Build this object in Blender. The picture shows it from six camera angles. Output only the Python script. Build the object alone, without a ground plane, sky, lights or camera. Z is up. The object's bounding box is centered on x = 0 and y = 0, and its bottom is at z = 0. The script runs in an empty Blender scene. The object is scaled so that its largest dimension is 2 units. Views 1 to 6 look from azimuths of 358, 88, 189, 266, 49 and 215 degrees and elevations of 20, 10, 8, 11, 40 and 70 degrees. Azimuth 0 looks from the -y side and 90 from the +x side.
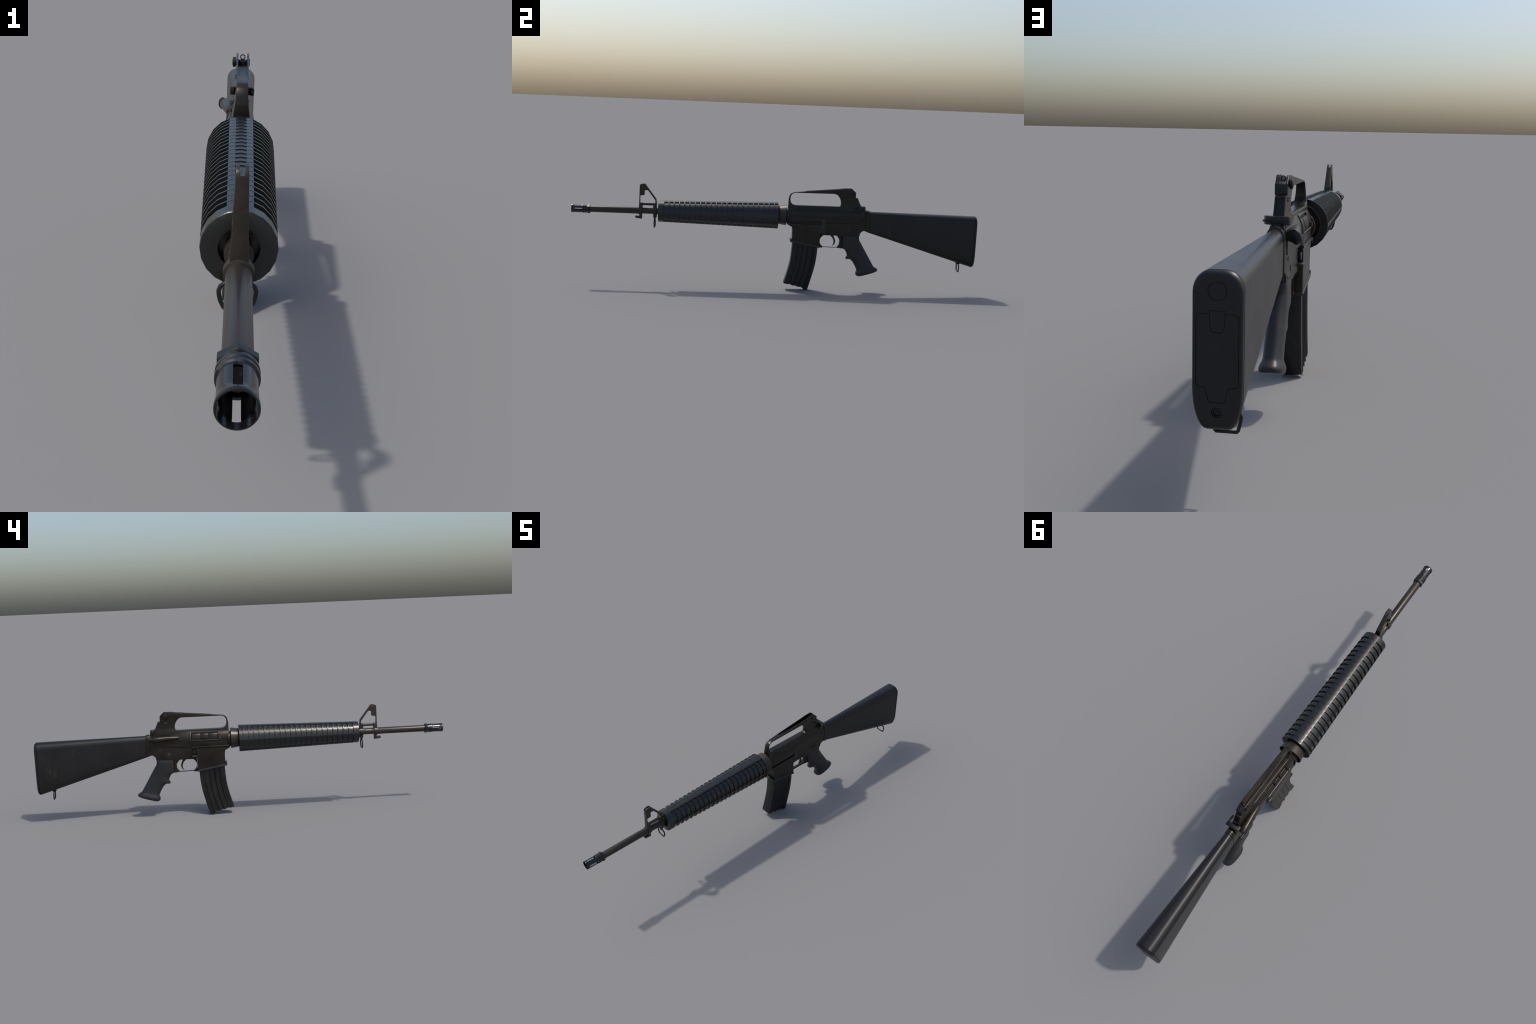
import bpy, bmesh, math, random
from math import sin, cos, pi, radians, sqrt
from mathutils import Vector, Matrix

random.seed(7)
COLL = bpy.context.scene.collection
BORE = 0.3682          # height of the bore axis

# ------------------------------------------------------------------ materials
def material(name, base, dark, rough, metallic=0.0, spec=0.5, grain=220.0, patch=9.0,
             streak=None, scuff=None, scuff_amount=0.0, bump=0.06, rough_var=0.12, tint=(1, 1, 1)):
    """Dark gun finish: two tones mixed by large patches, fine grain, pale scuffs, fine bump."""
    m = bpy.data.materials.new(name)
    m.use_nodes = True
    nt = m.node_tree
    N, L = nt.nodes, nt.links
    bsdf = N["Principled BSDF"]
    tc = N.new("ShaderNodeTexCoord")
    mp = N.new("ShaderNodeMapping")
    L.new(tc.outputs["Object"], mp.inputs["Vector"])
    if streak:
        mp.inputs["Scale"].default_value = streak
    n1 = N.new("ShaderNodeTexNoise"); n1.inputs["Scale"].default_value = patch
    n1.inputs["Detail"].default_value = 5.0; n1.inputs["Roughness"].default_value = 0.62
    L.new(mp.outputs["Vector"], n1.inputs["Vector"])
    r1 = N.new("ShaderNodeValToRGB")
    r1.color_ramp.elements[0].position = 0.38; r1.color_ramp.elements[0].color = (*dark, 1)
    r1.color_ramp.elements[1].position = 0.64; r1.color_ramp.elements[1].color = (*base, 1)
    L.new(n1.outputs["Fac"], r1.inputs["Fac"])
    n2 = N.new("ShaderNodeTexNoise"); n2.inputs["Scale"].default_value = grain
    n2.inputs["Detail"].default_value = 3.0
    L.new(tc.outputs["Object"], n2.inputs["Vector"])
    g = N.new("ShaderNodeMapRange")
    g.inputs["To Min"].default_value = 0.82; g.inputs["To Max"].default_value = 1.18
    L.new(n2.outputs["Fac"], g.inputs["Value"])
    mul = N.new("ShaderNodeMix"); mul.data_type = 'RGBA'; mul.blend_type = 'MULTIPLY'
    mul.inputs[0].default_value = 1.0
    L.new(r1.outputs["Color"], mul.inputs[6])
    L.new(g.outputs["Result"], mul.inputs[7])
    col = mul.outputs[2]
    rough_src = None
    if scuff:
        n3 = N.new("ShaderNodeTexNoise"); n3.inputs["Scale"].default_value = 62.0
        n3.inputs["Detail"].default_value = 7.0; n3.inputs["Roughness"].default_value = 0.7
        n3.inputs["Distortion"].default_value = 0.6
        L.new(tc.outputs["Object"], n3.inputs["Vector"])
        n4 = N.new("ShaderNodeTexNoise"); n4.inputs["Scale"].default_value = 8.0
        L.new(tc.outputs["Object"], n4.inputs["Vector"])
        add = N.new("ShaderNodeMath"); add.operation = 'MULTIPLY'
        L.new(n3.outputs["Fac"], add.inputs[0]); L.new(n4.outputs["Fac"], add.inputs[1])
        r3 = N.new("ShaderNodeValToRGB")
        r3.color_ramp.elements[0].position = 0.385; r3.color_ramp.elements[0].color = (0, 0, 0, 1)
        r3.color_ramp.elements[1].position = 0.425
        v = scuff_amount
        r3.color_ramp.elements[1].color = (v, v, v, 1)
        L.new(add.outputs[0], r3.inputs["Fac"])
        mx = N.new("ShaderNodeMix"); mx.data_type = 'RGBA'
        L.new(r3.outputs["Color"], mx.inputs[0])
        L.new(col, mx.inputs[6]); mx.inputs[7].default_value = (*scuff, 1)
        col = mx.outputs[2]
    L.new(col, bsdf.inputs["Base Color"])
    rr = N.new("ShaderNodeMapRange")
    rr.inputs["To Min"].default_value = rough - rough_var; rr.inputs["To Max"].default_value = rough + rough_var
    L.new(n1.outputs["Fac"], rr.inputs["Value"])
    L.new(rr.outputs["Result"], bsdf.inputs["Roughness"])
    bsdf.inputs["Metallic"].default_value = metallic
    bsdf.inputs["Specular IOR Level"].default_value = spec
    bsdf.inputs["Specular Tint"].default_value = (*tint, 1)
    bp = N.new("ShaderNodeBump"); bp.inputs["Strength"].default_value = bump
    bp.inputs["Distance"].default_value = 0.002
    L.new(n2.outputs["Fac"], bp.inputs["Height"])
    L.new(bp.outputs["Normal"], bsdf.inputs["Normal"])
    return m

M_RECEIVER = material("anodised_receiver", (0.0132, 0.0110, 0.0084), (0.0072, 0.0060, 0.0047), 0.34, spec=0.38, patch=14, tint=(1.0, 0.92, 0.82),
                      scuff=(0.040, 0.034, 0.027), scuff_amount=0.35)
M_STEEL    = material("phosphated_steel", (0.0270, 0.0220, 0.0165), (0.0165, 0.0138, 0.0108), 0.34, spec=0.45, tint=(1.0, 0.93, 0.84), streak=(3, 1, 3),
                      scuff=(0.05, 0.046, 0.042), scuff_amount=0.25)
M_BLUED    = material("blued_steel", (0.0065, 0.0068, 0.0070), (0.004, 0.004, 0.0042), 0.19, spec=0.6, patch=14, rough_var=0.08,
                      scuff=(0.05, 0.05, 0.05), scuff_amount=0.3)
M_GUARD    = material("handguard_plastic", (0.0112, 0.0122, 0.0112), (0.0080, 0.0088, 0.0080), 0.27, spec=0.52, rough_var=0.06,
                      bump=0.10, grain=320)
M_VENT     = material("heat_shield_metal", (0.026, 0.0215, 0.0155), (0.011, 0.0095, 0.0075), 0.45, spec=0.4)
M_STOCK    = material("stock_plastic", (0.0088, 0.0088, 0.0090), (0.0066, 0.0066, 0.0068), 0.36, spec=0.38, rough_var=0.08,
                      scuff=(0.040, 0.040, 0.038), scuff_amount=0.5, bump=0.08, grain=300)
M_PAD      = material("butt_plate_rubber", (0.0095, 0.0096, 0.0100), (0.0072, 0.0073, 0.0076), 0.42, spec=0.4,
                      scuff=(0.035, 0.035, 0.035), scuff_amount=0.35, bump=0.08)
M_GRIP     = material("grip_plastic", (0.0148, 0.0148, 0.0166), (0.0120, 0.0120, 0.0136), 0.42, spec=0.42, bump=0.12, grain=420,
                      scuff=(0.045, 0.045, 0.047), scuff_amount=0.25)
M_MAG      = material("magazine_aluminium", (0.0098, 0.0100, 0.0098), (0.0050, 0.0050, 0.0052), 0.38, spec=0.36, patch=22,
                      scuff=(0.03, 0.03, 0.03), scuff_amount=0.4, bump=0.12)
M_RIM_GLINT     = material("glint_lightened_metal", (0.050, 0.046, 0.040), (0.022, 0.020, 0.017), 0.34, spec=0.5, patch=30)  # receiver tone lightened to paint the bright highlight along port rim and hinge
M_PIN      = material("steel_pin", (0.023, 0.023, 0.0215), (0.015, 0.015, 0.0142), 0.40, spec=0.45, patch=40)
M_BLACK    = material("black_fitting", (0.0065, 0.0063, 0.0058), (0.0042, 0.0041, 0.0040), 0.38, spec=0.42)

# ------------------------------------------------------------------ helpers
root = bpy.data.objects.new("assault_rifle", None)
COLL.objects.link(root)
root["label"] = "black service rifle with ribbed handguard, carry handle, curved magazine"
root["category"] = "rifle"

def smooth(me, angle=32):
    for p in me.polygons:
        p.use_smooth = True
    me.set_sharp_from_angle(angle=radians(angle))

def obj_from_mesh(name, me, mats, parent=root, angle=32):
    if not isinstance(mats, (list, tuple)):
        mats = [mats]
    me.name = name
    me.materials.clear()
    for m in mats:
        me.materials.append(m)
    smooth(me, angle)
    ob = bpy.data.objects.new(name, me)
    COLL.objects.link(ob)
    ob.parent = parent
    return ob

def mesh_from(verts, faces, merge=1e-6, recalc=True):
    me = bpy.data.meshes.new("m")
    me.from_pydata([tuple(v) for v in verts], [], faces)
    bm = bmesh.new(); bm.from_mesh(me)
    bmesh.ops.remove_doubles(bm, verts=bm.verts, dist=merge)
    if recalc:
        bmesh.ops.recalc_face_normals(bm, faces=bm.faces)
    bm.to_mesh(me); bm.free()
    return me

def apply_mods(me, mods):
    """mods: list of (type, dict) evaluated on a throw-away object."""
    ob = bpy.data.objects.new("tmp", me)
    COLL.objects.link(ob)
    for t, kw in mods:
        md = ob.modifiers.new("x", t)
        for k, v in kw.items():
            setattr(md, k, v)
    dg = bpy.context.evaluated_depsgraph_get()
    dg.update()
    out = bpy.data.meshes.new_from_object(ob.evaluated_get(dg))
    bpy.data.objects.remove(ob)
    return out

def bevel(me, w, seg=2, angle=40):
    return apply_mods(me, [('BEVEL', dict(width=w, segments=seg, limit_method='ANGLE', angle_limit=radians(angle)))])

def cut(me, cutters, op='DIFFERENCE'):
    for c in cutters:
        co = bpy.data.objects.new("cut", c)
        COLL.objects.link(co)
        me = apply_mods(me, [('BOOLEAN', dict(object=co, operation=op, solver='EXACT'))])
        bpy.data.objects.remove(co)
    return me

def join(*meshes):
    bm = bmesh.new()
    for m in meshes:
        bm.from_mesh(m)
    me = bpy.data.meshes.new("j"); bm.to_mesh(me); bm.free()
    return me

def box(x0, x1, y0, y1, z0, z1):
    v = [(x, y, z) for x in (x0, x1) for y in (y0, y1) for z in (z0, z1)]
    f = [(0, 1, 3, 2), (4, 6, 7, 5), (0, 4, 5, 1), (2, 3, 7, 6), (0, 2, 6, 4), (1, 5, 7, 3)]
    return mesh_from(v, f)

def bbox_part(x0, x1, y0, y1, z0, z1, b=0.001, seg=2):
    return bevel(box(x0, x1, y0, y1, z0, z1), b, seg)

def fillet(pts, r, n=5):
    """Round the corners of a closed 2D polygon; r is one radius or one per corner."""
    out = []
    k = len(pts)
    for i in range(k):
        ri = r[i] if isinstance(r, (list, tuple)) else r
        p = Vector(pts[i]); a = Vector(pts[i - 1]) - p; b = Vector(pts[(i + 1) % k]) - p
        la, lb = a.length, b.length
        if ri <= 0 or la < 1e-9 or lb < 1e-9:
            out.append(tuple(p)); continue
        a.normalize(); b.normalize()
        th = math.acos(max(-1, min(1, a.dot(b))))
        if th > pi - 0.02:
            out.append(tuple(p)); continue
        t = min(ri / math.tan(th / 2), la * 0.49, lb * 0.49)
        p0, p1 = p + a * t, p + b * t
        for j in range(n + 1):
            s = j / n
            out.append(tuple((1 - s) ** 2 * p0 + 2 * s * (1 - s) * p + s * s * p1))
    return out

def plate(outlines, hw, b=0.001, res=1, axis='x'):
    """Extrude closed (y,z) outlines (first outer, rest holes) to x = +-hw with rounded rims.
    axis 'z': outlines are (x,y) and are extruded along z."""
    cu = bpy.data.curves.new("c", 'CURVE')
    cu.dimensions = '2D'; cu.fill_mode = 'BOTH'
    for o in outlines:
        s = cu.splines.new('POLY'); s.points.add(len(o) - 1)
        for i, p in enumerate(o):
            s.points[i].co = (p[0], p[1], 0, 1)
        s.use_cyclic_u = True
    cu.extrude = max(hw - b, 1e-5); cu.bevel_depth = b; cu.bevel_resolution = res; cu.offset = -b
    co = bpy.data.objects.new("c", cu); COLL.objects.link(co)
    dg = bpy.context.evaluated_depsgraph_get(); dg.update()
    me = bpy.data.meshes.new_from_object(co.evaluated_get(dg))
    bpy.data.objects.remove(co)
    if axis == 'x':
        me.transform(Matrix(((0, 0, 1, 0), (1, 0, 0, 0), (0, 1, 0, 0), (0, 0, 0, 1))))
    bm = bmesh.new(); bm.from_mesh(me)
    bmesh.ops.remove_doubles(bm, verts=bm.verts, dist=1e-6)
    bmesh.ops.recalc_face_normals(bm, faces=bm.faces)
    bm.to_mesh(me); bm.free()
    return me

def shift(me, x=0, y=0, z=0):
    me.transform(Matrix.Translation((x, y, z))); return me

def slice_z(me, zs):
    bm = bmesh.new(); bm.from_mesh(me)
    for z in zs:
        bmesh.ops.bisect_plane(bm, geom=bm.verts[:] + bm.edges[:] + bm.faces[:], plane_co=(0, 0, z), plane_no=(0, 0, 1))
    bm.to_mesh(me); bm.free(); return me

def slice_y(me, ys):
    bm = bmesh.new(); bm.from_mesh(me)
    for y in ys:
        bmesh.ops.bisect_plane(bm, geom=bm.verts[:] + bm.edges[:] + bm.faces[:], plane_co=(0, y, 0), plane_no=(0, 1, 0))
    bm.to_mesh(me); bm.free(); return me

def interp(t, pts):
    if t <= pts[0][0]: return pts[0][1]
    for (a, va), (b, vb) in zip(pts, pts[1:]):
        if t <= b:
            return va + (vb - va) * (t - a) / (b - a)
    return pts[-1][1]

def lathe(profile, seg=48, cx=0.0, cz=BORE, phase=0.0, axis='y', closed=False):
    """Turn a (position along axis, radius) profile about an axis parallel to y (or x, or z)."""
    v, f = [], []
    k = len(profile)
    for (p, r) in profile:
        for j in range(seg):
            a = 2 * pi * j / seg + phase
            v.append((p, r * cos(a), r * sin(a)))
    rings = range(k) if closed else range(k - 1)
    for i in rings:
        i2 = (i + 1) % k
        for j in range(seg):
            j2 = (j + 1) % seg
            f.append((i * seg + j, i * seg + j2, i2 * seg + j2, i2 * seg + j))
    if not closed:
        if profile[0][1] > 1e-6: f.append(tuple(range(seg)))
        if profile[-1][1] > 1e-6: f.append(tuple(range((k - 1) * seg, k * seg)))
    if axis == 'y':
        v = [(cx + b, a, cz + c) for a, b, c in v]
    elif axis == 'z':
        v = [(cx + b, cz + c, a) for a, b, c in v]     # cx, cz are x, y here
    else:
        v = [(a, cx + b, cz + c) for a, b, c in v]     # cx, cz are y, z here
    return mesh_from(v, f)

def loft(sections, cap=True):
    k = len(sections[0]); v = []; f = []
    for s in sections: v += s
    for i in range(len(sections) - 1):
        for j in range(k):
            j2 = (j + 1) % k
            f.append((i * k + j, i * k + j2, (i + 1) * k + j2, (i + 1) * k + j))
    if cap:
        f.append(tuple(range(k))); f.append(tuple(range((len(sections) - 1) * k, len(sections) * k)))
    return mesh_from(v, f)

def rounded_section(w, z0, z1, top, bot, n=7):
    """Closed (x,z) ring of a box with elliptical corners; top/bot = (rx, rz)."""
    pts = []
    def corner(cx, cz, rx, rz, a0):
        for i in range(n):
            a = radians(a0 + 90 * i / (n - 1))
            pts.append((cx + rx * cos(a), cz + rz * sin(a)))
    corner(w - top[0], z1 - top[1], top[0], top[1], 0)
    corner(-w + top[0], z1 - top[1], top[0], top[1], 90)
    corner(-w + bot[0], z0 + bot[1], bot[0], bot[1], 180)
    corner(w - bot[0], z0 + bot[1], bot[0], bot[1], 270)
    return pts

def wire(path, r, seg=10, closed=True):
    cu = bpy.data.curves.new("w", 'CURVE'); cu.dimensions = '3D'
    s = cu.splines.new('POLY'); s.points.add(len(path) - 1)
    for i, p in enumerate(path): s.points[i].co = (*p, 1)
    s.use_cyclic_u = closed
    cu.bevel_depth = r; cu.bevel_resolution = max(1, seg // 4)
    cu.use_fill_caps = True
    co = bpy.data.objects.new("w", cu); COLL.objects.link(co)
    dg = bpy.context.evaluated_depsgraph_get(); dg.update()
    me = bpy.data.meshes.new_from_object(co.evaluated_get(dg))
    bpy.data.objects.remove(co)
    return me

# ------------------------------------------------------------------ barrel and muzzle
barrel = lathe([(-0.944, 0.0050), (-0.944, 0.0135), (-0.925, 0.0155), (-0.905, 0.0162), (-0.66, 0.0164), (-0.655, 0.0152), (-0.603, 0.0152), (-0.60, 0.0166),
                (-0.575, 0.0163), (-0.575, 0.0175), (-0.50, 0.0175), (-0.50, 0.012), (0.05, 0.012)], 48)
bore = lathe([(-0.944, 0.0050), (-0.93, 0.0050), (-0.93, 0.0)], 24)
obj_from_mesh("barrel", barrel, M_STEEL)

def slotted_tube(y_ring, slot_y, slot_half, n_slot, r_in, seg=24):
    """Tube with long slots, built ring by ring: y_ring = [(y, outer radius)]."""
    angs = []
    for s in range(n_slot):
        c = 360.0 / n_slot * s
        angs += [c - slot_half, c - slot_half / 2, c, c + slot_half / 2, c + slot_half]
        m = seg // n_slot
        span = 360.0 / n_slot - 2 * slot_half
        angs += [c + slot_half + span * i / m for i in range(1, m)]
    angs = sorted(a % 360 for a in angs)
    k = len(angs); v = []; f = []
    for (y, r) in y_ring:
        for a in angs: v.append((r * cos(radians(a)), y, BORE + r * sin(radians(a))))
    base = len(v)
    for (y, r) in y_ring:
        ri = interp(y, r_in)
        for a in angs: v.append((ri * cos(radians(a)), y, BORE + ri * sin(radians(a))))
    def is_slot(i, j):
        ym = (y_ring[i][0] + y_ring[i + 1][0]) / 2
        a0, a1 = angs[j], angs[(j + 1) % k]
        am = ((a0 + a1 + (360 if a1 < a0 else 0)) / 2) % (360.0 / n_slot)
        am = min(am, 360.0 / n_slot - am)
        return slot_y[0] < ym < slot_y[1] and am < slot_half * 0.9
    nr = len(y_ring)
    for i in range(nr - 1):
        for j in range(k):
            j2 = (j + 1) % k
            q = (i * k + j, i * k + j2, (i + 1) * k + j2, (i + 1) * k + j)
            if is_slot(i, j): continue
            f.append(q); f.append(tuple(base + x for x in reversed(q)))
            if is_slot(i, (j + 1) % k): f.append((q[1], q[2], base + q[2], base + q[1]))
            if is_slot(i, (j - 1) % k): f.append((q[3], q[0], base + q[0], base + q[3]))
            if i + 1 < nr - 1 and is_slot(i + 1, j): f.append((q[2], q[3], base + q[3], base + q[2]))
            if i > 0 and is_slot(i - 1, j): f.append((q[0], q[1], base + q[1], base + q[0]))
    for i in (0, nr - 1):
        for j in range(k):
            j2 = (j + 1) % k
            f.append((i * k + j, i * k + j2, base + i * k + j2, base + i * k + j))
    return mesh_from(v, f)

tube = slotted_tube([(-1.0, 0.0204), (-0.9988, 0.0209), (-0.993, 0.0207), (-0.9900, 0.0199), (-0.982, 0.0197),
                     (-0.950, 0.0197), (-0.947, 0.0197), (-0.9455, 0.0200), (-0.9440, 0.0218), (-0.9400, 0.0218),
                     (-0.9385, 0.0198), (-0.9355, 0.0198), (-0.9340, 0.0218), (-0.9300, 0.0218), (-0.9285, 0.0196),
                     (-0.9235, 0.0196)], (-0.9901, -0.9465), 13.0, 4, [(-1.0, 0.0190), (-0.993, 0.0184), (-0.985, 0.0174), (-0.95, 0.0172)], 40)
obj_from_mesh("flash_hider", tube, M_BLUED)
nut = bevel(lathe([(-0.9240, 0.0205), (-0.9225, 0.0232), (-0.9110, 0.0232), (-0.9095, 0.0205)], 6, phase=pi / 2), 0.0005, 1, 20)
obj_from_mesh("muzzle_nut", nut, M_BLACK, angle=20)

# ------------------------------------------------------------------ front sight
fs_outer = fillet([(-0.6722, 0.362), (-0.6700, 0.430), (-0.6690, 0.4990), (-0.6430, 0.5022), (-0.5875, 0.4290),
                   (-0.5850, 0.4120), (-0.5848, 0.362)], [0, 0, 0.012, 0.010, 0.006, 0.004, 0])
fs_hole = fillet([(-0.6445, 0.4695), (-0.6285, 0.4700), (-0.5915, 0.4215), (-0.5918, 0.4080), (-0.6660, 0.4080),
                  (-0.6664, 0.4440), (-0.6455, 0.4440)], [0.001, 0.008, 0.005, 0.003, 0.003, 0.006, 0.007])
fs_slot = fillet([(-0.6535, 0.3940), (-0.6022, 0.3938), (-0.6022, 0.3740), (-0.6535, 0.3740)], [0.003, 0.003, 0, 0])
tower = plate([fs_outer, fs_hole, fs_slot], 0.0100, 0.0012, 2)
tower = slice_z(tower, [0.385, 0.40, 0.42, 0.44, 0.46, 0.48])
for v in tower.vertices:
    v.co.x *= interp(v.co.z, [(0.37, 1.24), (0.395, 1.16), (0.42, 1.03), (0.50, 0.77)])
notch = plate([fillet([(-0.0036, 0.52), (-0.0036, 0.4915), (0.0036, 0.4915), (0.0036, 0.52)], [0, 0.002, 0.002, 0])], 0.1, 0.0, 0, axis='z')
# the notch outline is (x,z): stand it up so that it runs along y
notch.transform(Matrix(((1, 0, 0, 0), (0, 0, -1, -0.655), (0, 1, 0, 0), (0, 0, 0, 1))))
tower = cut(tower, [notch])
# open the web between the legs: only the gas tube bridges it
tower = cut(tower, [box(-0.03, 0.03, -0.6540, -0.6018, 0.3760, 0.4150)])
obj_from_mesh("sight_tower", tower, M_STEEL)
obj_from_mesh("gas_tube", lathe([(-0.6600, 0.0066), (-0.5950, 0.0066)], 24, 0.0, 0.4012), M_STEEL)
rings = join(
    lathe([(-0.6740, 0.0165), (-0.6728, 0.0196), (-0.6565, 0.0196), (-0.6553, 0.0165)], 40),
    lathe([(-0.6030, 0.0165), (-0.6018, 0.0198), (-0.5855, 0.0198), (-0.5843, 0.0165)], 40))
fsb = obj_from_mesh("sight_clamp", rings, M_STEEL)
lug = join(plate([fillet([(-0.6895, 0.3425), (-0.6895, 0.3345), (-0.6850, 0.3305), (-0.6675, 0.3300), (-0.6660, 0.3285), (-0.6562, 0.3285),
                          (-0.6562, 0.356), (-0.6690, 0.356), (-0.6690, 0.3428)], 0.0016)], 0.0075, 0.001),
           plate([fillet([(-0.6012, 0.352), (-0.6012, 0.3385), (-0.5965, 0.3330), (-0.5885, 0.3330), (-0.5845, 0.3390), (-0.5845, 0.352)], 0.002)], 0.0090, 0.001))
obj_from_mesh("bayonet_lug", lug, M_STEEL)

def swivel(y, z_top, z_bot, w, wb, r, lean=0.0):
    """Sling loop in a plane across the rifle: pinched at the top, widest in the upper half, flat bar below."""
    h = z_top - z_bot
    prof = [(0.20, 0.00), (0.62, -0.03), (0.90, -0.16), (1.0, -0.34), (0.97, -0.52), (0.90, -0.70), (wb / w * 1.04, -0.93), (wb / w * 0.9, -1.0)]
    right = [(a * w, z_top + b * h) for a, b in prof]
    loop = right + [(-x, z) for x, z in reversed(right)]
    return wire([(x, y + lean * (z_top - z) / h, z) for x, z in loop], r)

obj_from_mesh("sling_swivel", swivel(-0.594, 0.3285, 0.2895, 0.0250, 0.0175, 0.0032), M_BLACK, angle=60)
obj_from_mesh("swivel_stud", bbox_part(-0.0045, 0.0045, -0.5985, -0.5900, 0.3230, 0.3400, 0.0015), M_STEEL)

# ------------------------------------------------------------------ handguard
HG0, HG1, HGR0, HGR1 = -0.5750, 0.0135, 0.0526, 0.0664
def hg_radius(y): return HGR0 + (HGR1 - HGR0) * (y - HG0) / (HG1 - HG0)
def facet(a):            # 20-sided section, vertex at 0 degrees
    return cos(radians(9)) / cos(radians((a % 18) - 9))
PITCH, GROOVE, DEPTH = 0.02579, 0.0212, 0.0060
STRIP, VENT = 0.0003, 0.0015      # plain strips lie a little below the ribs, vents a little deeper
ybounds = [HG0, HG0 + 0.0015]
ykind = [0]
for k in range(22):
    g0 = -0.5473 + PITCH * k
    ybounds.append(g0); ykind.append(0)
    ybounds.append(min(g0 + GROOVE, 0.0098)); ykind.append(1)
ybounds.append(HG1); ykind.append(0)

def handguard(a_lo, a_hi):
    # each fluted span: angle -> groove depth; steep walls at the side seam
    spans = [[(2, STRIP), (2.15, DEPTH), (67.6, DEPTH), (69.8, STRIP), (72, STRIP)],
             [(108, STRIP), (110.2, STRIP), (112.4, DEPTH), (177.85, DEPTH), (178, STRIP)],
             [(186, STRIP), (186.15, DEPTH), (247.6, DEPTH), (249.8, STRIP), (252, STRIP)],
             [(288, STRIP), (290.2, STRIP), (292.4, DEPTH), (353.85, DEPTH), (354, STRIP)]]
    marks = [a for sp in spans for a, _ in sp] + [81, 99, 261, 279]
    angs = sorted(set([a for a in range(0, 361, 18) if a_lo <= a <= a_hi] + [a for a in marks if a_lo <= a <= a_hi]))
    na, ny = len(angs) - 1, len(ybounds) - 1
    def depth(i, j):
        """Depth at both edges of cell (i, j)."""
        if ykind[j] == 0: return (0.0, 0.0)
        a0, a1 = angs[i], angs[i + 1]
        for prof in spans:
            if prof[0][0] <= a0 and a1 <= prof[-1][0]:
                return (interp(a0, prof), interp(a1, prof))
        am = (a0 + a1) / 2
        if 81 < am < 99 or 261 < am < 279: return (VENT, VENT)
        return (STRIP, STRIP)
    def P(a, y, d):
        r = hg_radius(y) * facet(a) - d
        return (r * cos(radians(a)), y, BORE + r * sin(radians(a)))
    v, f, mi = [], [], []
    def quad(*ps, m=0):
        n = len(v); v.extend(ps); f.append((n, n + 1, n + 2, n + 3)); mi.append(m)
    def differ(p, q): return abs(p[0] - q[0]) > 1e-7 or abs(p[1] - q[1]) > 1e-7
    for i in range(na):
        a0, a1 = angs[i], angs[i + 1]
        for j in range(ny):
            y0, y1 = ybounds[j], ybounds[j + 1]
            d = depth(i, j)
            e0 = 0.0012 if j == 0 else 0.0
            quad(P(a0, y0, d[0] + e0), P(a1, y0, d[1] + e0), P(a1, y1, d[1]), P(a0, y1, d[0]), m=1 if d == (VENT, VENT) else 0)
            if j + 1 < ny:
                d2 = depth(i, j + 1)
                if differ(d, d2):
                    quad(P(a0, y1, d[0]), P(a1, y1, d[1]), P(a1, y1, d2[1]), P(a0, y1, d2[0]))
            if i + 1 < na:
                d2 = depth(i + 1, j)
                if abs(d2[0] - d[1]) > 1e-7:
                    quad(P(a1, y0, d[1]), P(a1, y1, d[1]), P(a1, y1, d2[0]), P(a1, y0, d2[0]))
        # front face, its recess, and rear face
        def R(a, y, r): return (r * cos(radians(a)), y, BORE + r * sin(radians(a)))
        quad(P(a0, HG0, 0.0012), P(a1, HG0, 0.0012), R(a1, HG0, 0.0285), R(a0, HG0, 0.0285))
        quad(R(a0, HG0, 0.0285), R(a1, HG0, 0.0285), R(a1, HG0 + 0.02, 0.0280), R(a0, HG0 + 0.02, 0.0280))
        quad(R(a0, HG0 + 0.02, 0.0280), R(a1, HG0 + 0.02, 0.0280), R(a1, HG0 + 0.02, 0.0150), R(a0, HG0 + 0.02, 0.0150))
        quad(P(a0, HG1, 0.0), P(a1, HG1, 0.0), R(a1, HG1, 0.040), R(a0, HG1, 0.040))
    me = bpy.data.meshes.new("h")
    me.from_pydata(v, [], f)
    for p, m in zip(me.polygons, mi): p.material_index = m
    bm = bmesh.new(); bm.from_mesh(me)
    bmesh.ops.remove_doubles(bm, verts=bm.verts, dist=1e-6)
    bmesh.ops.dissolve_degenerate(bm, edges=bm.edges, dist=1e-6)
    bmesh.ops.recalc_face_normals(bm, faces=bm.faces)
    # outward check
    s = sum(fc.normal.dot(Vector((fc.calc_center_median().x, 0, fc.calc_center_median().z - BORE))) for fc in bm.faces)
    if s < 0: bmesh.ops.reverse_faces(bm, faces=bm.faces)
    bm.to_mesh(me); bm.free()
    return bevel(me, 0.0006, 1, 50)

for lo, hi in ((0, 180), (180, 360)):
    obj_from_mesh("handguard", handguard(lo, hi), [M_GUARD, M_VENT], angle=30)

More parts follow.
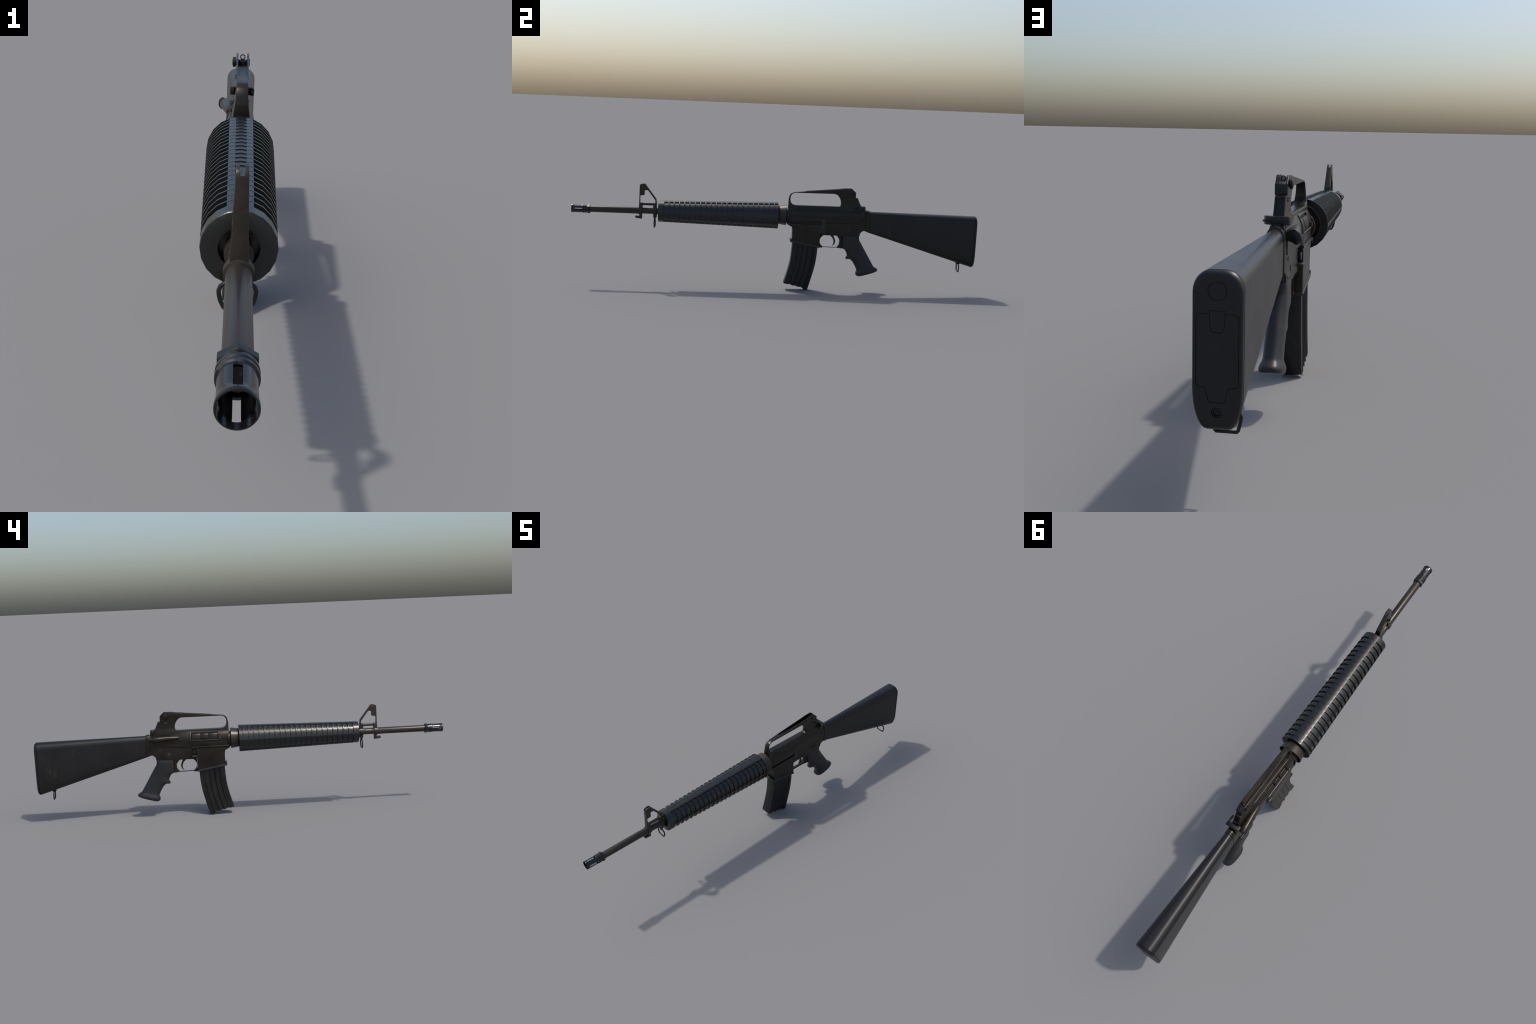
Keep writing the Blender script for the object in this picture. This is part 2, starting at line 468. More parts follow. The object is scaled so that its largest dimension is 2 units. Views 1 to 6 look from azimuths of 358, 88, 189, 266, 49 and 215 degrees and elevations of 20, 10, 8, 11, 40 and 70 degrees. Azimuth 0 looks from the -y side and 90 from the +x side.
# ------------------------------------------------------------------ slip ring and barrel nut
ring = lathe([(0.0150, 0.0435), (0.0160, 0.0452), (0.0210, 0.0462), (0.0505, 0.0508), (0.0525, 0.0512), (0.0532, 0.0503),
              (0.0525, 0.0480), (0.0300, 0.0455), (0.0300, 0.0300), (0.0150, 0.0300)], 64, cz=0.3716, closed=True)
obj_from_mesh("slip_ring", ring, M_STEEL)
nutm = lathe([(0.028, 0.034), (0.044, 0.034), (0.046, 0.0365), (0.054, 0.0365), (0.0555, 0.0345), (0.0560, 0.0375),
              (0.0605, 0.0385), (0.0625, 0.037), (0.066, 0.037)], 48)
obj_from_mesh("barrel_nut", nutm, M_STEEL)

# ------------------------------------------------------------------ upper receiver
half = [(0.0, 0.4212), (0.0095, 0.4208), (0.0148, 0.4180), (0.0188, 0.4110), (0.0228, 0.4035), (0.0268, 0.3960), (0.0295, 0.3860),
        (0.0305, 0.3740), (0.0298, 0.3640), (0.0278, 0.3570), (0.0270, 0.3520), (0.0270, 0.3425)]
slim = [(0.0, 0.4212), (0.0095, 0.4208), (0.0118, 0.4180), (0.0124, 0.4110), (0.0135, 0.4035), (0.0165, 0.3965), (0.0200, 0.3890),
        (0.0212, 0.3790), (0.0214, 0.3720), (0.0216, 0.3640), (0.0218, 0.3520), (0.0218, 0.3425)]
def upper_section(y, s=1.0, top=0.0, k=0.0):
    pts = [((a[0] * (1 - k) + b[0] * k) * s, (a[1] * (1 - k) + b[1] * k) - top * max(0, (a[1] - 0.40) / 0.0235)) for a, b in zip(half, slim)]
    return [(x, y, z) for x, z in pts] + [(-x, y, z) for x, z in reversed(pts[1:])]
up = loft([upper_section(0.0615, 0.97, 0.004), upper_section(0.0635), upper_section(0.255), upper_section(0.30, k=0.3), upper_section(0.345, k=0.8), upper_section(0.385, k=1.0), upper_section(0.4200, 0.99, k=1.0), upper_section(0.4212, 0.95, k=1.0)])
# rear part of the upper receiver, cut along the slanting joint with the lower
tail = plate([[(0.4180, 0.3455), (0.4205, 0.3455), (0.4440, 0.3840), (0.4440, 0.4085), (0.4180, 0.4085)]], 0.0212, 0.0015)
for v in tail.vertices:
    if v.co.z > 0.395: v.co.x *= 0.70
obj_from_mesh("receiver_tail", tail, M_RECEIVER)

# raised boss on the left flat, and a short raised rib above it
boss = join(bbox_part(0.0180, 0.0296, 0.0790, 0.2465, 0.3425, 0.3675, 0.0012),
            bbox_part(0.0180, 0.0245, 0.1000, 0.1320, 0.4030, 0.4062, 0.001))
boss = join(boss, bbox_part(-0.0296, -0.0180, 0.0700, 0.2475, 0.3425, 0.3690, 0.0030))
obj_from_mesh("receiver_boss", boss, M_RECEIVER)

# ------------------------------------------------------------------ carry handle
ch_outer = fillet([(0.0616, 0.4000), (0.0622, 0.4480), (0.0655, 0.4690), (0.0735, 0.4812), (0.0880, 0.4872), (0.2000, 0.4985), (0.3100, 0.5090), (0.3340, 0.5127),
                   (0.3725, 0.5137), (0.3922, 0.4955), (0.3928, 0.4692), (0.4025, 0.4690), (0.4205, 0.4290), (0.4215, 0.4000)],
                  [0, 0.05, 0.03, 0.02, 0.03, 0.05, 0, 0.002, 0.001, 0.001, 0.0005, 0.002, 0.004, 0], 7)
ch_hole = fillet([(0.0708, 0.4236), (0.0708, 0.4840), (0.3010, 0.4855), (0.3222, 0.4540), (0.3218, 0.4236)],
                 [0.030, 0.030, 0.060, 0.060, 0.013], 8)
handle = plate([ch_outer, ch_hole], 0.0120, 0.0016, 2)
handle = slice_z(handle, [0.405, 0.412, 0.418, 0.424, 0.430, 0.437, 0.445, 0.455, 0.47, 0.485])
for v in handle.vertices:
    y, z = v.co.y, v.co.z
    front = interp(z, [(0.400, 0.0185), (0.418, 0.0180), (0.430, 0.0163), (0.445, 0.0140), (0.460, 0.0125), (0.475, 0.0118), (0.52, 0.0116)])
    rear = interp(z, [(0.400, 0.0170), (0.418, 0.0150), (0.432, 0.0125), (0.460, 0.0122), (0.485, 0.0128), (0.495, 0.0142), (0.52, 0.0143)])
    t = interp(y, [(0.09, 0.0), (0.30, 1.0)])
    v.co.x *= (front * (1 - t) + rear * t) / 0.0120
# sighting channel along the top bar
ch = plate([[(0.1350, 0.53), (0.1350, 0.4950), (0.1550, 0.4890), (0.300, 0.4905), (0.340, 0.4890), (0.40, 0.4860), (0.40, 0.53)]], 0.0100, 0.0, 0)
# hollow of the rear face and the window of the elevation drum
hollow = plate([[(0.4005, 0.4650), (0.4005, 0.4640), (0.4165, 0.4300), (0.43, 0.4300), (0.43, 0.4650)]], 0.0085, 0.0, 0)
window = plate([fillet([(0.3480, 0.4545), (0.3870, 0.4545), (0.3870, 0.4672), (0.3480, 0.4672)], 0.005)], 0.03, 0.0, 0)
handle = cut(handle, [ch, hollow, window])
obj_from_mesh("carry_handle", handle, M_RECEIVER, angle=34)

# ------------------------------------------------------------------ rear sight
obj_from_mesh("drum_well", box(-0.0100, 0.0100, 0.3470, 0.3880, 0.4535, 0.4685), M_BLACK)
rs = bpy.data.objects.new("aperture_sight", None); COLL.objects.link(rs); rs.parent = root
base = plate([fillet([(0.3520, 0.4850), (0.3520, 0.4975), (0.3600, 0.5000), (0.3860, 0.4980), (0.3925, 0.4940), (0.3930, 0.4722), (0.3880, 0.4722), (0.3860, 0.4850)], 0.001)], 0.0098, 0.0008)
obj_from_mesh("sight_base", base, M_BLACK, rs)
obj_from_mesh("sight_plate", bbox_part(-0.0143, 0.0143, 0.3893, 0.3928, 0.4705, 0.4945, 0.0006), M_BLACK, rs)
ap = lathe([(0.3595, 0.0039), (0.3595, 0.0060), (0.3630, 0.0060), (0.3630, 0.0039)], 28, 0.0, 0.5062, closed=True)
ap = join(ap, bbox_part(-0.0040, 0.0040, 0.3585, 0.3640, 0.4940, 0.5018, 0.0006))
obj_from_mesh("aperture", ap, M_BLACK, rs)
knob = lathe([(-0.0140, 0.0080), (-0.0155, 0.0080), (-0.0157, 0.0114), (-0.0208, 0.0114), (-0.0220, 0.0104), (-0.0237, 0.0050), (-0.0239, 0.0)], 32, 0.3640, 0.4940, axis='x')
obj_from_mesh("windage_knob", knob, M_RECEIVER, rs)
screw = lathe([(0.0140, 0.0085), (0.0158, 0.0085), (0.0166, 0.0070), (0.0166, 0.0)], 24, 0.3640, 0.4940, axis='x')
obj_from_mesh("windage_screw", screw, M_BLACK, rs)
drum = lathe([(0.4550, 0.0150), (0.4560, 0.0163), (0.4600, 0.0163), (0.4605, 0.0156), (0.4617, 0.0156), (0.4622, 0.0163), (0.4655, 0.0163), (0.4665, 0.0150)],
             40, 0.0, 0.3675, axis='z')
obj_from_mesh("elevation_drum", drum, M_PIN, rs)

# ------------------------------------------------------------------ charging handle
plan = fillet([(0.0290, 0.4070), (0.0300, 0.4290), (0.0240, 0.4385), (0.0150, 0.4430), (-0.0150, 0.4430), (-0.0250, 0.4400), (-0.0275, 0.4340),
               (-0.0265, 0.4215), (-0.0170, 0.4205), (-0.0115, 0.4275), (0.0115, 0.4275), (0.0200, 0.4215), (0.0245, 0.4170)], 0.002)
chm = shift(plate([plan], 0.0092, 0.0008, 1, axis='z'), z=0.4190)
obj_from_mesh("charging_handle", chm, M_BLACK)
obj_from_mesh("charging_handle_latch", join(bbox_part(0.010, 0.0310, 0.4285, 0.4440, 0.4165, 0.4205, 0.0006), bbox_part(0.0225, 0.0300, 0.3970, 0.4300, 0.4155, 0.4215, 0.0010)), M_BLACK)
obj_from_mesh("charging_handle_stem", bbox_part(-0.0085, 0.0085, 0.400, 0.445, 0.4030, 0.4120, 0.0015), M_BLACK)

# ------------------------------------------------------------------ forward assist
def ring_pts(y, cx, cz, rx, rz, n=20, up=0.0):
    out = []
    for i in range(n):
        a = 2 * pi * i / n
        out.append((cx + rx * cos(a), y, cz + rz * sin(a) + up * max(0, sin(a)) * max(0, cos(a))))
    return out
fa = loft([ring_pts(0.304, -0.0220, 0.3890, 0.0100, 0.0070), ring_pts(0.312, -0.0240, 0.3885, 0.0108, 0.0098), ring_pts(0.350, -0.0265, 0.3878, 0.0128, 0.0118),
           ring_pts(0.400, -0.0315, 0.3865, 0.0152, 0.0140), ring_pts(0.4265, -0.0340, 0.3858, 0.0165, 0.0148), ring_pts(0.4280, -0.0340, 0.3858, 0.0155, 0.0138)])
obj_from_mesh("forward_assist_housing", fa, M_RECEIVER, angle=40)
pin = lathe([(0.4270, 0.0042), (0.4475, 0.0042)], 20, -0.0440, 0.3880)
head = loft([ring_pts(0.4465, -0.0440, 0.3838, 0.0088, 0.0128, 28), ring_pts(0.4472, -0.0440, 0.3838, 0.0101, 0.0142, 28),
             ring_pts(0.4498, -0.0440, 0.3838, 0.0101, 0.0142, 28), ring_pts(0.4506, -0.0440, 0.3838, 0.0088, 0.0128, 28)])
obj_from_mesh("forward_assist", join(pin, head), M_BLACK)

# ------------------------------------------------------------------ ejection port cover
def on_tube(z, off):
    """Right-hand (negative x) surface of the upper receiver at height z, pushed out by off."""
    pts = [(z_, x_) for x_, z_ in reversed(half)]
    return -(interp(z, pts) + off)
def curved_plate(y0, y1, z0, z1, off, thick, nz=10, b=0.0008):
    v, f = [], []
    zs = [z0 + (z1 - z0) * i / nz for i in range(nz + 1)]
    for y in (y0, y1):
        for o in (off, off - thick):
            for z in zs: v.append((on_tube(z, o), y, z))
    k = nz + 1
    for i in range(nz):
        f.append((i, i + 1, 2 * k + i + 1, 2 * k + i))
        f.append((k + i, 3 * k + i, 3 * k + i + 1, k + i + 1))
        f.append((i, k + i, k + i + 1, i + 1)); f.append((2 * k + i, 2 * k + i + 1, 3 * k + i + 1, 3 * k + i))
    f.append((0, 2 * k, 3 * k, k)); f.append((nz, k + nz, 3 * k + nz, 2 * k + nz))
    return bevel(mesh_from(v, f), b, 2, 40) if b else mesh_from(v, f)
up = cut(up, [curved_plate(0.1165, 0.2458, 0.3728, 0.4095, 0.010, 0.016, b=0)])
up = join(up, box(-0.0180, 0.0180, 0.0650, 0.4190, 0.3350, 0.3480))
obj_from_mesh("upper_receiver", up, M_RECEIVER, angle=28)
obj_from_mesh("ejection_port", curved_plate(0.1170, 0.2455, 0.3730, 0.4093, -0.0055, 0.004), M_BLACK)
cover = join(curved_plate(0.1195, 0.1600, 0.3750, 0.4030, 0.0002, 0.007),
             curved_plate(0.1645, 0.1975, 0.3790, 0.4030, 0.0010, 0.008),
             curved_plate(0.2020, 0.2440, 0.3750, 0.4030, 0.0002, 0.007),
             curved_plate(0.1190, 0.2440, 0.3745, 0.3772, 0.0002, 0.007))
obj_from_mesh("ejection_port_cover", cover, M_RECEIVER)
defl = curved_plate(0.2462, 0.2505, 0.3700, 0.4150, 0.0030, 0.006)
obj_from_mesh("port_rim", defl, M_RIM_GLINT)
hinge = join(wire([(on_tube(0.372, 0.0022), 0.100, 0.3715), (on_tube(0.372, 0.0022), 0.246, 0.3715)], 0.0019, closed=False),
             bbox_part(-0.0365, -0.031, 0.1030, 0.1125, 0.3725, 0.3850, 0.0012))
obj_from_mesh("cover_hinge", hinge, M_RIM_GLINT)

# ------------------------------------------------------------------ lower receiver
low = fillet([(0.0575, 0.3412), (0.0580, 0.3290), (0.0800, 0.3165), (0.2236, 0.3165), (0.2236, 0.2160), (0.2370, 0.2155), (0.2405, 0.2215), (0.2330, 0.2275), (0.2252, 0.2400),
              (0.2252, 0.2580), (0.2370, 0.2795), (0.3090, 0.2795), (0.3240, 0.2570), (0.3225, 0.2360), (0.3100, 0.2185), (0.3350, 0.2140),
              (0.3350, 0.2765), (0.4205, 0.2820), (0.4240, 0.2965), (0.4390, 0.3085), (0.4520, 0.3040), (0.4650, 0.2990), (0.4650, 0.3850), (0.4455, 0.3850),
              (0.4202, 0.3449), (0.4100, 0.3412)],
             [0.003, 0.005, 0.004, 0, 0, 0.002, 0.003, 0.003, 0.004, 0.012, 0.018, 0.014, 0.014, 0.012, 0.001, 0.002, 0, 0.002, 0.012, 0.012, 0.006, 0.001, 0.001, 0.001, 0.001, 0.001])
lower = plate([low], 0.0202, 0.0016, 2)
lower = slice_y(lower, [0.42, 0.43, 0.44, 0.45])
for v in lower.vertices:
    if v.co.y > 0.405:
        v.co.x *= interp(v.co.y, [(0.405, 1.0), (0.45, 0.93)])
    if v.co.z < 0.2750:                      # trigger guard posts are slimmer than the body
        v.co.x *= interp(v.co.z, [(0.258, 0.55), (0.2750, 0.95)])
obj_from_mesh("lower_receiver", lower, M_RECEIVER)

well = fillet([(0.0825, 0.3190), (0.0862, 0.3020), (0.0866, 0.2420), (0.2225, 0.2185), (0.2225, 0.3300), (0.2100, 0.3330), (0.0760, 0.3330), (0.0760, 0.3220)],
              [0.004, 0.006, 0, 0, 0.002, 0.002, 0.001, 0.001])
obj_from_mesh("magazine_well", plate([well], 0.0300, 0.0022, 2), M_RECEIVER)
lip = plate([fillet([(0.0770, 0.2570), (0.0772, 0.2430), (0.0800, 0.2408), (0.2240, 0.2165), (0.2255, 0.2240), (0.0850, 0.2495), (0.0820, 0.2575)], 0.0012)], 0.0322, 0.0018, 2)
obj_from_mesh("magazine_well_rim", lip, M_PIN)
# rear ring that takes the stock
def tail_ring(y, w, z0, z1):
    return [(x, y, z) for x, z in rounded_section(w, z0, z1, (w * 0.98, 0.026), (0.010, 0.010), 9)]
tw = loft([tail_ring(0.4470, 0.0185, 0.312, 0.4050), tail_ring(0.4490, 0.0208, 0.306, 0.4085), tail_ring(0.4560, 0.0212, 0.3040, 0.4090), tail_ring(0.4580, 0.0200, 0.3035, 0.4065),
           tail_ring(0.4600, 0.0200, 0.3025, 0.4065), tail_ring(0.4615, 0.0210, 0.3015, 0.4078), tail_ring(0.4650, 0.0210, 0.3000, 0.4078), tail_ring(0.4665, 0.0198, 0.3005, 0.4055)])
obj_from_mesh("stock_ring", tw, M_RECEIVER, angle=35)

# ridge along the top of the magazine well (right), pivot boss
fence = join(wire([(-0.0297, 0.0700, 0.3385), (-0.0297, 0.2460, 0.3385)], 0.0048, 12, closed=False),
             lathe([(-0.0200, 0.0075), (-0.0330, 0.0075), (-0.0340, 0.0062), (-0.0340, 0.0030), (-0.0325, 0.0028), (-0.0325, 0.0)], 24, 0.0672, 0.3348, axis='x'),
             lathe([(0.0200, 0.0070), (0.0295, 0.0070), (0.0302, 0.0060), (0.0302, 0.0)], 24, 0.0672, 0.3348, axis='x'))
obj_from_mesh("receiver_fence", fence, M_RECEIVER)
# magazine release, right: button in a raised bay
bay = join(bbox_part(-0.0296, -0.0170, 0.2185, 0.2240, 0.2880, 0.3360, 0.001),
           lathe([(-0.0170, 0.0105), (-0.0255, 0.0105), (-0.0275, 0.0090), (-0.0277, 0.0)], 24, 0.2345, 0.3150, axis='x'))
obj_from_mesh("magazine_release", bay, M_BLACK)
obj_from_mesh("release_guard", bbox_part(-0.0345, -0.0170, 0.2215, 0.2475, 0.2905, 0.2985, 0.003, 3), M_PIN)
def pin_head(y, z, r, side, h=0.0214):
    return lathe([(side * 0.016, r), (side * (h - 0.0006), r), (side * h, r * 0.85), (side * h, 0.0)], 24, y, z, axis='x')
pins = [(0.3585, 0.3065, 0.0095, -1), (0.4005, 0.3325, 0.0058, -1), (0.2600, 0.3285, 0.0028, -1), (0.4000, 0.2905, 0.0022, -1),
        (0.2980, 0.3080, 0.0028, 1), (0.4000, 0.3320, 0.0055, 1)]
for y, z, r, s in pins:
    obj_from_mesh("receiver_pin", pin_head(y, z, r, s), M_PIN)
# bolt catch, left
catch = join(bbox_part(0.0180, 0.0312, 0.2290, 0.2445, 0.3300, 0.3610, 0.002), bbox_part(0.0180, 0.0325, 0.2265, 0.2490, 0.3320, 0.3400, 0.002),
             bbox_part(0.0180, 0.0285, 0.2440, 0.2486, 0.2900, 0.3660, 0.0012))
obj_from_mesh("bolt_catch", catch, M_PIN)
cbar = join(bbox_part(0.0285, 0.0318, 0.1760, 0.2470, 0.3025, 0.3095, 0.002), bbox_part(0.0180, 0.0290, 0.2200, 0.2475, 0.2890, 0.3320, 0.002))
obj_from_mesh("magazine_catch", cbar, M_PIN)
sel = join(lathe([(0.0160, 0.0075), (0.0220, 0.0075), (0.0230, 0.0060), (0.0230, 0.0)], 24, 0.3605, 0.3085, axis='x'),
           shift(plate([fillet([(0.3560, 0.3120), (0.3560, 0.3050), (0.3860, 0.3060), (0.3865, 0.3095)], 0.002)], 0.0022, 0.0008), x=0.0232))
obj_from_mesh("selector_lever", sel, M_PIN)

# trigger and guard
trig = fillet([(0.2760, 0.2830), (0.2772, 0.2765), (0.2885, 0.2650), (0.2958, 0.2490), (0.2935, 0.2350), (0.2880, 0.2262), (0.2895, 0.2258), (0.3000, 0.2345),
               (0.3038, 0.2490), (0.2990, 0.2640), (0.2935, 0.2750), (0.2945, 0.2830)], [0, 0.004, 0.01, 0.02, 0.01, 0.0004, 0.0004, 0.01, 0.02, 0.01, 0.004, 0])
obj_from_mesh("trigger", plate([trig], 0.0055, 0.0012, 2), M_BLACK)
guard = plate([[(0.2320, 0.2212), (0.2320, 0.2190), (0.3130, 0.2172), (0.3130, 0.2194)]], 0.0085, 0.0005)
obj_from_mesh("trigger_guard", guard, M_RECEIVER)
gh = join(lathe([(-0.0120, 0.0042), (0.0120, 0.0042)], 16, 0.2360, 0.2200, axis='x'))
obj_from_mesh("guard_hinge", gh, M_RECEIVER)

# ------------------------------------------------------------------ magazine
front = [((0.0905, 0.262)), (0.0890, 0.2330), (0.0868, 0.1950), (0.0815, 0.1440), (0.0690, 0.0890), (0.0523, 0.0338)]
rear = [(0.2155, 0.2450), (0.2145, 0.2140), (0.2118, 0.1720), (0.2044, 0.1210), (0.1905, 0.0650), (0.1745, 0.0085)]
# profile across the side, front to rear: (fraction, depth of the flute)
flute = [(0.00, 0.0050), (0.012, 0.0012), (0.04, 0.0), (0.10, 0.0006), (0.165, 0.0012), (0.182, 0.0), (0.200, 0.0), (0.225, 0.0040), (0.30, 0.0042), (0.372, 0.0020), (0.385, 0.0),
         (0.402, 0.0), (0.428, 0.0042), (0.51, 0.0044), (0.580, 0.0020), (0.592, 0.0), (0.610, 0.0), (0.636, 0.0042), (0.70, 0.0044), (0.775, 0.0018), (0.787, 0.0), (0.805, 0.0),
         (0.830, 0.0030), (0.865, 0.0030), (0.880, 0.0), (0.900, 0.0), (0.93, 0.0010), (0.985, 0.0014), (1.00, 0.0050)]
def catmull(pts, n):
    out = []
    P = [Vector(p) for p in pts]; P = [2 * P[0] - P[1]] + P + [2 * P[-1] - P[-2]]
    for i in range(1, len(P) - 2):
        for j in range(n):
            t = j / n
            out.append(0.5 * ((2 * P[i]) + (P[i + 1] - P[i - 1]) * t + (2 * P[i - 1] - 5 * P[i] + 4 * P[i + 1] - P[i + 2]) * t * t
                              + (3 * P[i] - P[i - 1] - 3 * P[i + 1] + P[i + 2]) * t ** 3))
    out.append(P[-2]); return out
F, R = catmull(front, 6), catmull(rear, 6)
secs = []
for a, b in zip(F, R):
    s = []
    for t, d in flute: p = a.lerp(b, t); s.append((0.0272 - d, p.x, p.y))
    for t, d in reversed(flute): p = a.lerp(b, t); s.append((-0.0272 + d, p.x, p.y))
    secs.append(s)
# scalloped bottom edge: the rear hangs lower, flutes step up
for i, (x, y, z) in enumerate(secs[-1]):
    t = flute[i][0] if i < len(flute) else flute[2 * len(flute) - 1 - i][0]
    deep = interp(t, [(0.0, -0.0005), (0.19, -0.0015), (0.22, 0.0022), (0.40, -0.0022), (0.44, 0.0018), (0.62, -0.0022), (0.66, 0.0012), (0.80, -0.0015), (0.82, -0.0085), (0.93, -0.0085), (0.95, 0.0), (1.0, 0.0)])
    secs[-1][i] = (x, y, z + deep)
magm = loft(secs)
zmin = min(v.co.z for v in magm.vertices)
for v in magm.vertices:                 # the lowest corner stands on z = 0
    if v.co.z < 0.06: v.co.z -= zmin * (0.06 - v.co.z) / (0.06 - zmin)
obj_from_mesh("magazine", magm, M_MAG, angle=30)

# ------------------------------------------------------------------ pistol grip
G = [  # front (y,z), rear (y,z), half width, front roundness
    ((0.3352, 0.2768), (0.4206, 0.2822), 0.0205), ((0.3352, 0.2600), (0.4205, 0.2700), 0.0208), ((0.3352, 0.2330), (0.4220, 0.2605), 0.0214), ((0.3352, 0.2160), (0.4250, 0.2550), 0.0214),
    ((0.3440, 0.2125), (0.4290, 0.2490), 0.0214), ((0.3520, 0.2080), (0.4345, 0.2400), 0.0212), ((0.3590, 0.1970), (0.4405, 0.2300), 0.0210), ((0.3645, 0.1840), (0.4465, 0.2195), 0.0208),
    ((0.3640, 0.1775), (0.4500, 0.2140), 0.0208), ((0.3580, 0.1680), (0.4550, 0.2055), 0.0208), ((0.3580, 0.1640), (0.4572, 0.2015), 0.0208), ((0.3640, 0.1608), (0.4595, 0.1980), 0.0208),
    ((0.3760, 0.1622), (0.4620, 0.1935), 0.0208), ((0.3850, 0.1580), (0.4660, 0.1870), 0.0208), ((0.3950, 0.1480), (0.4740, 0.1735), 0.0208), ((0.4065, 0.1290), (0.4870, 0.1520), 0.0208),
    ((0.4160, 0.1100), (0.4995, 0.1310), 0.0212), ((0.4165, 0.1045), (0.5050, 0.1255), 0.0228), ((0.4130, 0.0960), (0.5160, 0.1200), 0.0262), ((0.4115, 0.0890), (0.5220, 0.1150), 0.0276),
    ((0.4135, 0.0830), (0.5228, 0.1105), 0.0276), ((0.4185, 0.0780), (0.5205, 0.1065), 0.0264), ((0.4260, 0.0757), (0.5165, 0.1038), 0.0238)]
secs = []
NG = 32
for gi, (f_, r_, w) in enumerate(G):
    s = []
    a, b = Vector(f_), Vector(r_)
    for i in range(NG):
        t = 2 * pi * i / NG
        c, sn = cos(t), sin(t)
        e = 2 / interp(gi, [(0, 6.0), (3, 4.5), (6, 2.8)])
        u = 0.5 - 0.5 * (abs(c) ** e) * (1 if c >= 0 else -1)
        x = w * (abs(sn) ** e) * (1 if sn >= 0 else -1)
        p = a.lerp(b, u)
        s.append((x, p.x, p.y))
    secs.append(s)
grip = loft(secs)
grip = bevel(grip, 0.0015, 2, 50)
obj_from_mesh("pistol_grip", grip, M_GRIP, angle=50)

# ------------------------------------------------------------------ stock
def stock_sec(y, grow=0.0, z0=None, z1=None):
    t = (y - 0.4665) / (0.9985 - 0.4665)
    top = 0.4028 + (0.3985 - 0.4028) * t if z1 is None else z1
    bot = interp(y, [(0.4665, 0.2980), (0.980, 0.1455), (1.0, 0.1400)]) if z0 is None else z0
    w = 0.0190 + (0.0413 - 0.0190) * t
    return [(x, y, z) for x, z in rounded_section(w + grow, bot - grow, top + grow, (w * (0.98 - 0.22 * t), 0.024 + 0.008 * t), (0.009 + 0.015 * t, 0.012 + 0.055 * t), 9)]
ys = [0.4662, 0.4672] + [0.4672 + (0.9875 - 0.4672) * i / 10 for i in range(1, 11)]
st = loft([stock_sec(y, -0.0012 if i == 0 else 0) for i, y in enumerate(ys)] + [stock_sec(0.9883, -0.0008)])
obj_from_mesh("buttstock", st, M_STOCK, angle=40)
def pad_sec(y, grow, dz0=0.0, dz1=0.0):
    s = stock_sec(0.985, grow)
    out = []
    for x, _, z in s:
        out.append((x, y, z + (dz0 if z < 0.27 else dz1)))
    return out
pad = loft([pad_sec(0.9870, -0.0040), pad_sec(0.9900, -0.0040), pad_sec(0.9900, -0.0006), pad_sec(0.9906, 0.0), pad_sec(0.9950, -0.0003, 0.0025, -0.0015), pad_sec(0.9982, -0.0012, 0.0045, -0.0035),
            pad_sec(0.9996, -0.0026, 0.0060, -0.0050), pad_sec(1.0, -0.0042, 0.0070, -0.0060)])
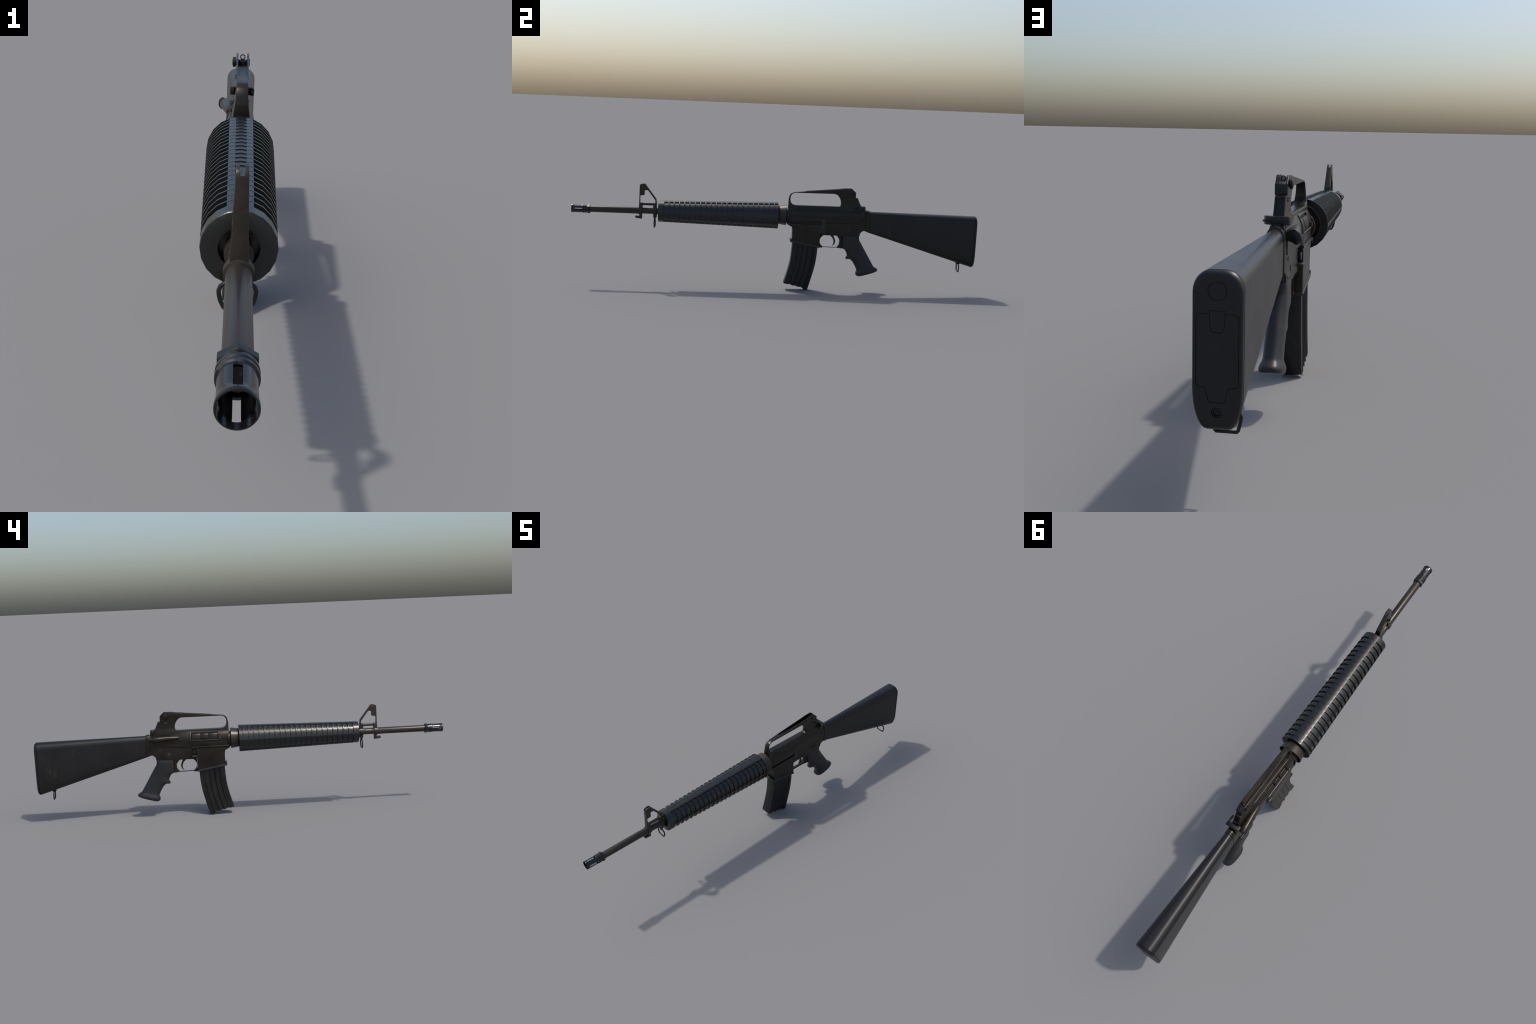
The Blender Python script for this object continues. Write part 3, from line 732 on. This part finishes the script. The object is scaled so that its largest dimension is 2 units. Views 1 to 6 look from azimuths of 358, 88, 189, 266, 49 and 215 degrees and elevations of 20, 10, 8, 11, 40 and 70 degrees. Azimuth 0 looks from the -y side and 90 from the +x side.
def groove_outline(pts, r, w=0.0008, n=5):
    """Closed engraved line: ring-shaped cutter in the (x,z) plane, sunk into the rear face."""
    o = fillet(pts, r, n)
    c = Vector((sum(p[0] for p in o) / len(o), sum(p[1] for p in o) / len(o)))
    def off(k):
        out = []
        m = len(o)
        for i in range(m):
            a, b = Vector(o[i - 1]), Vector(o[(i + 1) % m])
            t = (b - a)
            if t.length < 1e-9: out.append(o[i]); continue
            t.normalize(); nrm = Vector((t.y, -t.x))
            if nrm.dot(Vector(o[i]) - c) < 0: nrm = -nrm
            out.append(tuple(Vector(o[i]) + nrm * k))
        return out
    me = plate([off(w), off(-w)], 0.0016, 0.0, 0, axis='z')
    me.transform(Matrix(((1, 0, 0, 0), (0, 0, -1, 1.0), (0, 1, 0, 0), (0, 0, 0, 1))))
    return me
circ = [(0.0147 * cos(2 * pi * i / 28), 0.3665 + 0.0147 * sin(2 * pi * i / 28)) for i in range(28)]
door = [(-0.0340, 0.3310), (0.0330, 0.3310), (0.0335, 0.2160), (0.0175, 0.2130), (0.0130, 0.1905), (-0.0130, 0.1905), (-0.0175, 0.2130), (-0.0345, 0.2160)]
latch = [(-0.0130, 0.3360), (0.0130, 0.3360), (0.0110, 0.3010), (-0.0110, 0.3010)]
pocket = plate([fillet(latch, [0.001, 0.001, 0.007, 0.007])], 0.0018, 0.0, 0, axis='z')
pocket.transform(Matrix(((1, 0, 0, 0), (0, 0, -1, 1.0), (0, 1, 0, 0), (0, 0, 0, 1))))
pad = cut(pad, [groove_outline(circ, 0), groove_outline(door, [0.008, 0.008, 0.008, 0.003, 0.004, 0.004, 0.003, 0.008]), pocket, lathe([(0.9970, 0.0082), (1.01, 0.0082)], 28, 0.0, 0.1742)])
obj_from_mesh("butt_plate", pad, M_PAD, angle=30)
lt = plate([fillet([(-0.0122, 0.3352), (0.0122, 0.3352), (0.0103, 0.3018), (-0.0103, 0.3018)], [0.001, 0.001, 0.007, 0.007])], 0.0012, 0.0004, 1, axis='z')
lt.transform(Matrix(((1, 0, 0, 0), (0, 0, -1, 0.9990), (0, 1, 0, 0), (0, 0, 0, 1))))
obj_from_mesh("trapdoor_latch", lt, M_PAD)
scr = lathe([(0.9960, 0.0075), (0.9994, 0.0075), (1.0003, 0.0068), (1.0003, 0.0056), (0.9975, 0.0052), (0.9975, 0.0030), (0.9990, 0.0026), (0.9990, 0.0)], 24, 0.0, 0.1742)
obj_from_mesh("butt_screw", scr, M_BLACK)
obj_from_mesh("sling_swivel", swivel(0.9250, 0.1575, 0.1180, 0.0245, 0.0190, 0.0032, 0.001), M_BLACK, angle=60)
obj_from_mesh("swivel_stud", bbox_part(-0.0120, 0.0120, 0.9150, 0.9330, 0.1550, 0.1680, 0.003), M_STOCK)
